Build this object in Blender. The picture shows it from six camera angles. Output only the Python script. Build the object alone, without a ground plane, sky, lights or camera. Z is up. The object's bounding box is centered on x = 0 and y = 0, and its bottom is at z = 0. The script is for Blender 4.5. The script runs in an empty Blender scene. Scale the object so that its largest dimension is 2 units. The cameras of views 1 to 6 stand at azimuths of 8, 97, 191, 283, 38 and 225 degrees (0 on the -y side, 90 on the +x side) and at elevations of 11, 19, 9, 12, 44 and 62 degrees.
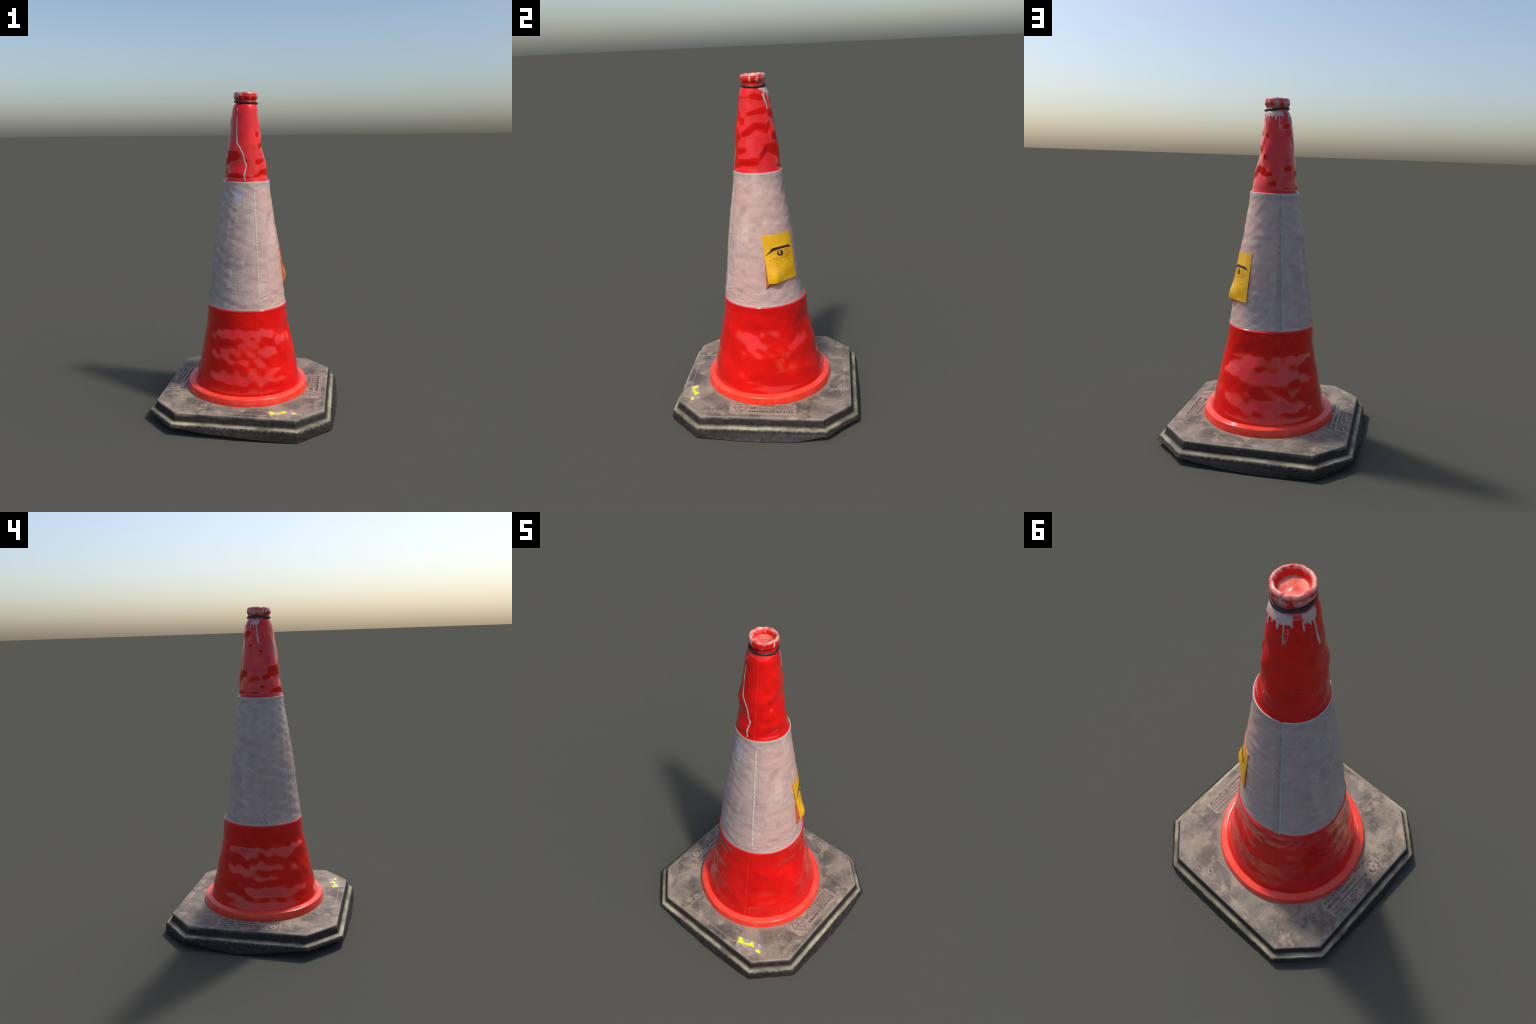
# Weathered two-part traffic cone on an octagonal recycled-rubber base.
import bpy, bmesh, math, random
import numpy as np
from mathutils import Vector, Matrix

random.seed(7)
RNG = np.random.default_rng(11)
RAD = math.radians
TAU = 2 * math.pi

# --------------------------------------------------------------------------
# small helpers
# --------------------------------------------------------------------------
root = bpy.data.objects.new("traffic_cone", None)
root["label"] = "weathered red and white traffic cone on grey octagonal rubber base"
root["category"] = "traffic cone"
bpy.context.scene.collection.objects.link(root)


def add_mesh(name, verts, faces, mat, parent, smooth=True, angle=None):
    me = bpy.data.meshes.new(name)
    me.from_pydata([tuple(v) for v in verts], [], [tuple(f) for f in faces])
    me.validate()
    me.update()
    ob = bpy.data.objects.new(name, me)
    bpy.context.scene.collection.objects.link(ob)
    ob.parent = parent
    if mat:
        me.materials.append(mat)
    if smooth:
        me.polygons.foreach_set("use_smooth", [True] * len(me.polygons))
        if angle:
            me.set_sharp_from_angle(angle=RAD(angle))
    return ob


def grid_faces(nu, nv, wrap_u):
    """nv rows of nu points -> quads"""
    f = []
    for j in range(nv - 1):
        for i in range(nu if wrap_u else nu - 1):
            i2 = (i + 1) % nu
            f.append((j * nu + i, j * nu + i2, (j + 1) * nu + i2, (j + 1) * nu + i))
    return f


def wrapdeg(a):
    return (a + 180.0) % 360.0 - 180.0


class Field:
    """smooth random relief on (angle, height): sum of random waves, periodic round the cone"""
    def __init__(self, seed, n, mmax, lz_min, lz_max):
        r = np.random.default_rng(seed)
        self.m = r.integers(0, mmax + 1, n)
        self.q = TAU / r.uniform(lz_min, lz_max, n) * r.choice([-1, 1], n)
        self.p = r.uniform(0, TAU, n)
        self.a = r.uniform(.5, 1, n)
        self.a /= math.sqrt((self.a ** 2).sum() / 2)

    def __call__(self, th, z):
        o = np.zeros(np.broadcast(th, z).shape)
        for m, q, p, a in zip(self.m, self.q, self.p, self.a):
            o = o + a * np.cos(m * th + q * z + p)
        return o


# --------------------------------------------------------------------------
# cone form: leaning axis, profile, dents
# --------------------------------------------------------------------------
def axis(z):
    t = (np.asarray(z, float) - .15) / 1.83
    return -.0013 + t * .0107, -.0014 - t * .0179


LOW = ([.150, .168, .185, .20, .25, .31, .36, .42, .46, .52, .55, .60, .64, .670, .684, .6875, .692, .72],
       [.3558, .3512, .3472, .3430, .3305, .3153, .3048, .2945, .2847, .2705, .2630, .2570, .2545, .2530, .2508, .2465, .236, .222])
SLV = ([.684, .70, .73, .83, .91, 1.04, 1.148, 1.25, 1.33, 1.39, 1.463],
       [.2492, .2468, .2425, .2305, .2205, .2050, .190, .1745, .1605, .1510, .1440])
UPP = ([1.40, 1.455, 1.463, 1.470, 1.480, 1.50, 1.55, 1.63, 1.70, 1.76, 1.84, 1.88],
       [.142, .1412, .1398, .1365, .1330, .1305, .1255, .1180, .1095, .1020, .0905, .0850])

# broad dents: (angle deg, height, spread deg, spread height, depth)
LOW_DENTS = [(-15, .515, 10, .045, -.017), (66, .52, 14, .05, -.013), (50, .50, 9, .04, -.005), (-150, .38, 18, .09, -.005),
             (-168, .23, 26, .06, -.008), (-168, .43, 22, .06, -.007), (16, .63, 26, .03, -.004), (106, .45, 22, .06, -.005), (93, .55, 16, .03, .004),
             (-80, .29, 30, .08, .004), (-80, .54, 30, .05, .004), (16, .21, 14, .03, -.005), (106, .36, 18, .04, -.003), (8, .59, 24, .03, .003), (16, .55, 16, .025, .003)]
SLV_DENTS = [(105, .80, 24, .10, -.010), (105, 1.05, 26, .20, -.011), (105, 1.28, 22, .08, -.006), (35, .78, 26, .05, -.004), (-168, 1.15, 22, .06, -.004), (6, 1.24, 24, .06, -.004)]
UPP_DENTS = [(10, 1.67, 26, .045, -.016), (10, 1.79, 24, .055, -.013), (10, 1.875, 24, .03, -.010), (45, 1.56, 17, .035, -.014), (42, 1.66, 16, .05, -.010),
             (40, 1.79, 16, .035, -.008), (-80, 1.50, 26, .05, .005), (-80, 1.70, 20, .05, .0035), (-141, 1.56, 14, .03, .004), (-141, 1.69, 14, .05, .003),
             (-128, 1.66, 10, .03, -.004), (66, 1.60, 12, .04, .003), (92, 1.60, 14, .06, .002), (-166, 1.67, 16, .03, -.003)]

# facets: (angle deg, height, half-width deg, half-height, tilt) tilt > 0 leans the skin back (catches sky),
# tilt < 0 leans it over (shows plain red)
LOW_FACETS = []
UPP_FACETS = []


def gauss_sum(lst, thd, z):
    o = np.zeros(np.broadcast(thd, z).shape)
    for a, h, sa, sh, d in lst:
        o = o + d * np.exp(-.5 * (wrapdeg(thd - a) / sa) ** 2 - .5 * ((z - h) / sh) ** 2)
    return o


def facet_sum(lst, thd, z, wide=.72, tall=.9):
    o = np.zeros(np.broadcast(thd, z).shape)
    for a, h, wa, wh, tl in lst:
        sa, sh = wa * wide, np.minimum(wh * tall, .036)
        o = o - tl * (z - h) * np.exp(-.5 * (np.abs(wrapdeg(thd - a)) / sa) ** 3 - .5 * ((z - h) / sh) ** 2)
    return o


F_LOW = Field(3, 40, 7, .09, .30)
F_LOW2 = Field(13, 70, 24, .07, .16)
F_UPP = Field(4, 60, 7, .08, .25)
F_SLV = Field(5, 60, 16, .04, .12)
F_PUCK = Field(8, 50, 22, .03, .09)
F_SLV2 = Field(6, 40, 4, .15, .5)


def spline(z, tab):
    """smooth interpolation (cubic Hermite, finite-difference tangents)"""
    x = np.array(tab[0]); y = np.array(tab[1])
    z = np.clip(z, x[0], x[-1])
    d = np.gradient(y, x)
    i = np.clip(np.searchsorted(x, z) - 1, 0, len(x) - 2)
    h = x[i + 1] - x[i]
    t = (z - x[i]) / h
    return ((1 + 2 * t) * (1 - t) ** 2 * y[i] + t * (1 - t) ** 2 * h * d[i] + t * t * (3 - 2 * t) * y[i + 1]
            + t * t * (t - 1) * h * d[i + 1])


def r_low(th, z):
    thd = np.degrees(th)
    w = np.clip((z - .19) / .06, 0, 1) * np.clip((.69 - z) / .04, .0, 1)
    return (spline(z, LOW) + gauss_sum(LOW_DENTS, thd, z) + w * (facet_sum(LOW_FACETS, thd, z)
            + .0007 * F_LOW(th, z) + .00050 * F_LOW2(th, z)))


BUB_REF, BUB_U, BUB_V = -165.0, .066, .069      # bubble grid of the reflective sheet


def r_slv(th, z):
    thd = np.degrees(th)
    base = spline(z, SLV)
    edge = np.clip((z - .69) / .03, 0, 1) * np.clip((1.462 - z) / .02, 0, 1)
    # air bubbles trapped under the sheet, strongest on the shaded half
    u = wrapdeg(thd - BUB_REF) * math.pi / 180 * base / BUB_U
    v = (z - .70) / BUB_V + .35 * np.sin(2.1 * np.round(u))
    cu = u - np.round(u); cv = v - np.round(v)
    d = np.sqrt(cu ** 2 + cv ** 2)
    dome = np.clip(1 - (d / .47) ** 2, 0, 1) ** .7
    side = np.exp(-.5 * (wrapdeg(thd + 150) / 48) ** 2)
    out = base + gauss_sum(SLV_DENTS, thd, z) + edge * (.0018 * side * dome + .0005 * F_SLV(th, z) + .0007 * F_SLV2(th, z))
    # short puckers right of the printed line, patchy and uneven
    puck = np.exp(-.5 * (wrapdeg(thd + 54) / 6) ** 2) + .7 * np.exp(-.5 * (wrapdeg(thd + 28) / 18) ** 2) * np.clip((.80 - z) / .03, 0, 1)
    pz = np.clip((.84 - z) / .1, 0, 1) + np.clip((z - 1.38) / .03, 0, 1) + .25
    patchy = np.clip(F_PUCK(th, z) * .8 + .25, 0, 1)
    out = out + edge * .0012 * puck * pz * patchy * np.sin(TAU * z / .024 + 3.0 * np.sin(thd * .11) + 2.5 * F_SLV2(th, z) + .07 * thd)
    # overlap step of the sheet at the back
    st = wrapdeg(thd - 119.0)
    out = out + .0030 * ((st < 0) & (st > -9)) * np.clip((st + 9) / 4, 0, 1) + .0022 * np.exp(-.5 * (st / .6) ** 2)
    # narrow printed strip at the front
    ft = wrapdeg(thd + 62.8)
    out = out + .0010 * np.exp(-.5 * (np.abs(ft) / 1.6) ** 4)
    return out


def r_upp(th, z):
    thd = np.degrees(th)
    w = np.clip((z - 1.475) / .03, 0, 1) * np.clip((1.885 - z) / .03, 0, 1)
    return (spline(z, UPP) + gauss_sum(UPP_DENTS, thd, z) + w * (facet_sum(UPP_FACETS, thd, z, .64, 1.25) + .0009 * F_UPP(th, z)))


def surf_point(rfun, thd, z, lift=0.0):
    """point on a cone skin, lifted along the skin's normal"""
    thd = np.asarray(thd, float); z = np.asarray(z, float)
    th = np.radians(thd)
    r = rfun(th, z)
    drz = (rfun(th, z + .004) - rfun(th, z - .004)) / .008
    ax, ay = axis(z)
    nl = 1 / np.sqrt(1 + drz ** 2)
    rr = r + lift * nl
    zz = z - lift * drz * nl
    return np.stack([ax + rr * np.cos(th), ay + rr * np.sin(th), zz], -1)


def revolve(name, rfun, z0, z1, nz, nth, mat, extra_bottom=None, extra_top=None):
    th = np.linspace(0, TAU, nth, endpoint=False)
    zs = np.linspace(z0, z1, nz)
    T, Zg = np.meshgrid(th, zs)
    Rg = rfun(T, Zg)
    ax, ay = axis(Zg)
    P = np.stack([ax + Rg * np.cos(T), ay + Rg * np.sin(T), Zg], -1)
    rows = [P[j] for j in range(nz)]
    for dr, dz in (extra_bottom or []):
        a, b = axis(z0)
        rr = Rg[0] + dr
        rows.insert(0, np.stack([a + rr * np.cos(th), b + rr * np.sin(th), np.full(nth, z0 + dz)], -1))
    for dr, dz in (extra_top or []):
        a, b = axis(z1)
        rr = Rg[-1] + dr
        rows.append(np.stack([a + rr * np.cos(th), b + rr * np.sin(th), np.full(nth, z1 + dz)], -1))
    V = np.concatenate(rows)
    return add_mesh(name, V, grid_faces(nth, len(rows), True), mat, root)


def ribbon(path, widths, height, lay, seg=7, close=False):
    """rounded bead of given widths along a 2D path, laid on a surface by lay(a, b, lift).
    2D path is in metres-like local units; returns verts, faces"""
    p = np.asarray(path, float)
    n = len(p)
    w = np.broadcast_to(np.asarray(widths, float), (n,))
    if close:
        t = np.roll(p, -1, 0) - np.roll(p, 1, 0)
    else:
        t = np.gradient(p, axis=0)
    t /= np.maximum(np.linalg.norm(t, axis=1, keepdims=True), 1e-9)
    nrm = np.stack([-t[:, 1], t[:, 0]], -1)
    vs = []
    for k in range(seg):
        s = -1 + 2 * k / (seg - 1)
        q = p + nrm * (w[:, None] * .5 * s)
        lift = height * np.sqrt(max(0, 1 - abs(s) ** 2.6)) - (.0012 if abs(s) == 1 else 0)
        if not close:
            endf = np.ones(n)
            endf[0] = endf[-1] = .25
            lift = lift * endf
        vs.append(lay(q[:, 0], q[:, 1], lift))
    V = np.stack(vs, 1).reshape(-1, 3)
    f = []
    for i in range(n if close else n - 1):
        i2 = (i + 1) % n
        for k in range(seg - 1):
            f.append((i * seg + k, i * seg + k + 1, i2 * seg + k + 1, i2 * seg + k))
    return V, f


def resample(path, n, smooth=True):
    p = np.asarray(path, float)
    d = np.r_[0, np.cumsum(np.linalg.norm(np.diff(p, axis=0), axis=1))]
    t = np.linspace(0, d[-1], n)
    return np.stack([np.interp(t, d, p[:, 0]), np.interp(t, d, p[:, 1])], -1)


class Bag:
    """collects pieces into one mesh"""
    def __init__(self):
        self.v = []; self.f = []; self.n = 0

    def add(self, V, F):
        self.v.append(np.asarray(V)); self.f += [tuple(i + self.n for i in q) for q in F]; self.n += len(V)

    def make(self, name, mat, parent, **k):
        return add_mesh(name, np.concatenate(self.v), self.f, mat, parent, **k)


def plate(outline, lay, h, sub=0):
    """solid flat piece from a 2D outline laid on a surface (ngon triangulated), thickness h"""
    bm = bmesh.new()
    vs = [bm.verts.new((a, b, 0)) for a, b in outline]
    fc = bm.faces.new(vs)
    bmesh.ops.triangulate(bm, faces=[fc])
    if sub:
        bmesh.ops.subdivide_edges(bm, edges=bm.edges[:], cuts=sub, use_grid_fill=True)
    bmesh.ops.recalc_face_normals(bm, faces=bm.faces)
    bm.verts.index_update()
    A = np.array([v.co[:2] for v in bm.verts]); n = len(A)
    top = lay(A[:, 0], A[:, 1], h)
    bot = lay(A[:, 0], A[:, 1], -.001)
    F = []
    for f in bm.faces:
        ix = [v.index for v in f.verts]
        if f.normal.z < 0:
            ix.reverse()
        F.append(tuple(ix)); F.append(tuple(i + n for i in reversed(ix)))
    for e in bm.edges:
        if len(e.link_faces) == 1:
            f = e.link_faces[0]
            a, b = e.verts[0].index, e.verts[1].index
            F.append((a, b, b + n, a + n))
    bm.free()
    return np.concatenate([top, bot]), F


def text_mesh(s, bold=0.0):
    cu = bpy.data.curves.new("tmp_text", 'FONT')
    cu.body = s
    cu.size = 1.0
    cu.resolution_u = 3
    cu.extrude = .5
    cu.offset = bold
    ob = bpy.data.objects.new("tmp_text", cu)
    bpy.context.scene.collection.objects.link(ob)
    bpy.context.view_layer.update()
    dg = bpy.context.evaluated_depsgraph_get()
    me = ob.evaluated_get(dg).to_mesh()
    V = np.array([v.co[:] for v in me.vertices])
    F = [tuple(p.vertices) for p in me.polygons]
    ob.evaluated_get(dg).to_mesh_clear()
    bpy.data.objects.remove(ob)
    bpy.data.curves.remove(cu)
    V[:, 0] -= V[:, 0].min()
    V[:, 1] /= .70
    V[:, 0] /= V[:, 0].max()
    return V, F      # x 0..1, y in cap heights, z -.5 .. .5


# --------------------------------------------------------------------------
# node materials
# --------------------------------------------------------------------------
class S:
    """socket wrapper with arithmetic"""
    def __init__(s, tree, out):
        s.t, s.o = tree, out

    def _m(s, op, *a, clamp=False):
        n = s.t.nodes.new('ShaderNodeMath'); n.operation = op; n.use_clamp = clamp
        for i, x in enumerate((s,) + a):
            if isinstance(x, S):
                s.t.links.new(x.o, n.inputs[i])
            else:
                n.inputs[i].default_value = x
        return S(s.t, n.outputs[0])

    def __add__(s, b): return s._m('ADD', b)
    __radd__ = __add__
    def __sub__(s, b): return s._m('SUBTRACT', b)
    def __rsub__(s, b): return (s * -1) + b
    def __mul__(s, b): return s._m('MULTIPLY', b)
    __rmul__ = __mul__
    def __truediv__(s, b): return s._m('DIVIDE', b)
    def abs(s): return s._m('ABSOLUTE')
    def sqrt(s): return s._m('SQRT')
    def max(s, b): return s._m('MAXIMUM', b)
    def min(s, b): return s._m('MINIMUM', b)
    def atan2(s, b): return s._m('ARCTAN2', b)
    def fract(s): return s._m('FRACT')
    def floor(s): return s._m('FLOOR')
    def sin(s): return s._m('SINE')
    def pow(s, b): return s._m('POWER', b)
    def clamp(s): return s._m('ADD', 0.0, clamp=True)

    def ramp(s, a, b):
        """0 at a, 1 at b, smooth"""
        n = s.t.nodes.new('ShaderNodeMapRange'); n.interpolation_type = 'SMOOTHSTEP'
        s.t.links.new(s.o, n.inputs['Value'])
        lo, hi = (a, b) if a < b else (b, a)
        n.inputs['From Min'].default_value = lo; n.inputs['From Max'].default_value = hi
        n.inputs['To Min'].default_value = 0.0 if a < b else 1.0
        n.inputs['To Max'].default_value = 1.0 if a < b else 0.0
        return S(s.t, n.outputs['Result'])

    def band(s, a, b, soft):
        return s.ramp(a - soft, a + soft) * s.ramp(b + soft, b - soft)


class Mat:
    def __init__(m, name):
        m.m = bpy.data.materials.new(name); m.m.use_nodes = True
        m.t = m.m.node_tree
        m.b = m.t.nodes["Principled BSDF"]
        tc = m.t.nodes.new('ShaderNodeTexCoord'); m.co = tc.outputs['Object']
        sx = m.t.nodes.new('ShaderNodeSeparateXYZ'); m.t.links.new(m.co, sx.inputs[0])
        m.x, m.y, m.z = (S(m.t, o) for o in sx.outputs)

    def scaled(m, sc):
        n = m.t.nodes.new('ShaderNodeMapping'); m.t.links.new(m.co, n.inputs[0])
        n.inputs['Scale'].default_value = sc
        return n.outputs[0]

    def noise(m, scale, detail=4, rough=.55, stretch=(1, 1, 1), offset=0.0, distort=0.0, co=None):
        n = m.t.nodes.new('ShaderNodeTexNoise')
        n.noise_dimensions = '4D'
        n.inputs['W'].default_value = offset
        m.t.links.new(co if co else (m.scaled(stretch) if stretch != (1, 1, 1) else m.co), n.inputs['Vector'])
        n.inputs['Scale'].default_value = scale; n.inputs['Detail'].default_value = detail
        n.inputs['Roughness'].default_value = rough; n.inputs['Distortion'].default_value = distort
        return S(m.t, n.outputs['Fac'])

    def voronoi(m, scale, feature='DISTANCE_TO_EDGE', stretch=(1, 1, 1), co=None):
        n = m.t.nodes.new('ShaderNodeTexVoronoi'); n.feature = feature
        m.t.links.new(co if co else (m.scaled(stretch) if stretch != (1, 1, 1) else m.co), n.inputs['Vector'])
        n.inputs['Scale'].default_value = scale
        return S(m.t, n.outputs['Distance'])

    def warp(m, scale, amt):
        """object coordinates pushed about by noise"""
        n = m.t.nodes.new('ShaderNodeTexNoise'); m.t.links.new(m.co, n.inputs['Vector']); n.inputs['Scale'].default_value = scale
        a = m.t.nodes.new('ShaderNodeVectorMath'); a.operation = 'MULTIPLY_ADD'
        m.t.links.new(n.outputs['Color'], a.inputs[0]); a.inputs[1].default_value = (amt,) * 3
        m.t.links.new(m.co, a.inputs[2])
        return a.outputs[0]

    def mix(m, fac, a, b):
        n = m.t.nodes.new('ShaderNodeMix'); n.data_type = 'RGBA'
        m.t.links.new(fac.o, n.inputs['Factor'])
        for k, v in ((6, a), (7, b)):
            if isinstance(v, tuple):
                n.inputs[k].default_value = (*v, 1)
            else:
                m.t.links.new(v, n.inputs[k])
        return n.outputs[2]

    def bump(m, h, strength, dist):
        n = m.t.nodes.new('ShaderNodeBump'); m.t.links.new(h.o, n.inputs['Height'])
        n.inputs['Strength'].default_value = strength; n.inputs['Distance'].default_value = dist
        m.t.links.new(n.outputs[0], m.b.inputs['Normal'])

    def out(m, color, rough=.5, spec=.5):
        if isinstance(color, tuple):
            m.b.inputs['Base Color'].default_value = (*color, 1)
        else:
            m.t.links.new(color, m.b.inputs['Base Color'])
        if isinstance(rough, S):
            m.t.links.new(rough.o, m.b.inputs['Roughness'])
        else:
            m.b.inputs['Roughness'].default_value = rough
        m.b.inputs['Specular IOR Level'].default_value = spec
        return m.m

    def theta(m):
        """angle in degrees round the leaning axis, and radius"""
        t = (m.z - .15) * (1 / 1.83)
        dx = m.x - (t * .0107 - .0013); dy = m.y - (t * -.0179 - .0014)
        return dy.atan2(dx) * (180 / math.pi), (dx * dx + dy * dy).sqrt()

    def ang(m, th, a):
        """wrapped angle difference th - a in degrees"""
        return (((th - a + 540.0) * (1 / 360.0)).fract() * 360.0) - 180.0


RED = (.80, .0075, .0050)
RED_DEEP = (.62, .0045, .0040)
RED_FADE = (.88, .085, .048)
PAINT = (.50, .435, .39)


def mat_red_lower():
    m = Mat("red_plastic_glossy")
    th, r = m.theta()
    c = m.mix(m.noise(6, 3).ramp(.35, .7), RED_DEEP, RED)
    # fine horizontal scuffs and dust rubbed in half way up
    sc = m.noise(60, 4, .6, (1, 1, .25)).ramp(.60, .74)
    hb = m.z.band(.20, .46, .06) * m.noise(9, 2).ramp(.42, .62)
    c = m.mix((sc * hb * .30), c, (.78, .10, .055))
    scr = m.noise(26, 3, .6, (1, 1, 9)).ramp(.66, .72) * m.noise(12, 2, offset=3).ramp(.5, .62)
    c = m.mix(scr * .35 * m.z.ramp(.5, .4), c, (.80, .16, .09))
    # rubbed blotch on the sunny side, faint vertical mould lines
    bl = m.ang(th, 26).abs().ramp(16, 6) * m.z.band(.29, .40, .02) * m.voronoi(95, stretch=(1, 1, 2)).ramp(.10, .02) * m.noise(18, 2).ramp(.4, .6)
    c = m.mix(bl * .5, c, (.80, .20, .10))
    ml = m.ang(th, -67).abs().ramp(.5, .2) + m.ang(th, 113).abs().ramp(.5, .2) + (m.ang(th, 175.0) + (m.z - .40) * -30).abs().ramp(.6, .2) * m.z.band(.24, .54, .01)
    c = m.mix((ml * .22).clamp(), c, (.75, .10, .06))
    rg = m.noise(14, 3).ramp(.3, .8) * .06 + .08 + sc * hb * .15
    m.bump(m.noise(120, 3), .04, .002)
    return m.out(c, rg, .5)


def mat_red_upper():
    m = Mat("red_plastic_paint_splashed")
    th, r = m.theta()
    c = m.mix(m.noise(9, 3).ramp(.35, .7), RED_DEEP, RED)
    ml = m.ang(th, -67.3).abs().ramp(.8, .3)
    c = m.mix(ml * .20, c, (.82, .12, .07))
    spk = m.noise(150, 2).ramp(.76, .8)
    c = m.mix(spk * .4, c, (.8, .2, .12))
    # pale paint run over the shoulder on the far side, thin on the rest
    wob = m.noise(40, 3)
    edge = m.z + (wob - .5) * .022
    arc = m.ang(th, 118).abs() + (m.noise(25, 2, offset=2) - .5) * 34 + (m.z - 1.905) * -500
    hi = edge.ramp(1.893, 1.899) * arc.ramp(78, 72) * m.z.ramp(1.927, 1.922)
    gap = (m.ang(th, 143).abs() + (wob - .5) * 20).ramp(6, 14)
    pm = hi * gap
    thin = m.noise(70, 3, offset=5).ramp(.28, .55)
    c = m.mix(pm * (thin * .45 + .5), c, PAINT)
    # grey run under the crack
    gr = (m.ang(th, 121) + (m.z - 1.87) * -150).abs().ramp(5, 2) * m.z.band(1.815, 1.885, .008) * m.noise(90, 3).ramp(.4, .55)
    c = m.mix(gr * .6, c, (.36, .27, .25))
    # dark grime in the neck
    nk = m.z.band(1.922, 1.950, .004) * m.noise(30, 3, offset=1).ramp(.45, .65)
    c = m.mix(nk * .55, c, (.20, .03, .03))
    # cap: broken splashes
    sp = m.noise(34, 3, .6, (1, 1, .35), offset=8).ramp(.555, .59) * m.z.band(1.957, 1.988, .003)
    back = m.ang(th, 130).abs().ramp(95, 60)
    sp2 = m.noise(22, 4, .6, offset=4).ramp(.43, .53) * m.z.band(1.95, 1.984, .003) * back
    c = m.mix((sp * .8).max(sp2 * .6) * r.ramp(.050, .055), c, PAINT)
    nkp = m.z.band(1.924, 1.956, .003) * back * m.noise(26, 3, offset=6).ramp(.35, .5)
    c = m.mix(nkp * .45, c, (.46, .26, .22))
    # worn pinkish top edge and dusty floor of the cup
    top = m.z.ramp(1.984, 1.993) * m.noise(45, 4).ramp(.32, .55)
    c = m.mix(top * .75, c, (.74, .42, .34))
    cup = r.ramp(.052, .046) * m.z.ramp(1.952, 1.956) * m.z.ramp(1.972, 1.965)
    c = m.mix(cup * (m.noise(40, 3).ramp(.25, .65) * .5 + .15), c, (.82, .30, .20))
    rg = m.noise(30, 2).ramp(.3, .8) * .05 + .075 + pm * .25
    m.bump(m.noise(140, 3), .03, .002)
    return m.out(c, rg, .5)


def mat_flange():
    m = Mat("faded_red_flange")
    th, r = m.theta()
    c = m.mix(m.noise(14, 4).ramp(.3, .7), (.84, .045, .022), RED_FADE)
    c = m.mix(r.ramp(.3855, .388) * (m.noise(30, 3, offset=2).ramp(.35, .6) * .5 + .35), c, (.80, .026, .010))
    c = m.mix(m.noise(80, 3, .6, (1, 1, 3)).ramp(.62, .72) * .35, c, (.85, .22, .14))
    rg = m.noise(25, 2).ramp(.3, .7) * .1 + .14
    m.bump(m.noise(110, 3), .05, .002)
    return m.out(c, rg, .5)


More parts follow.
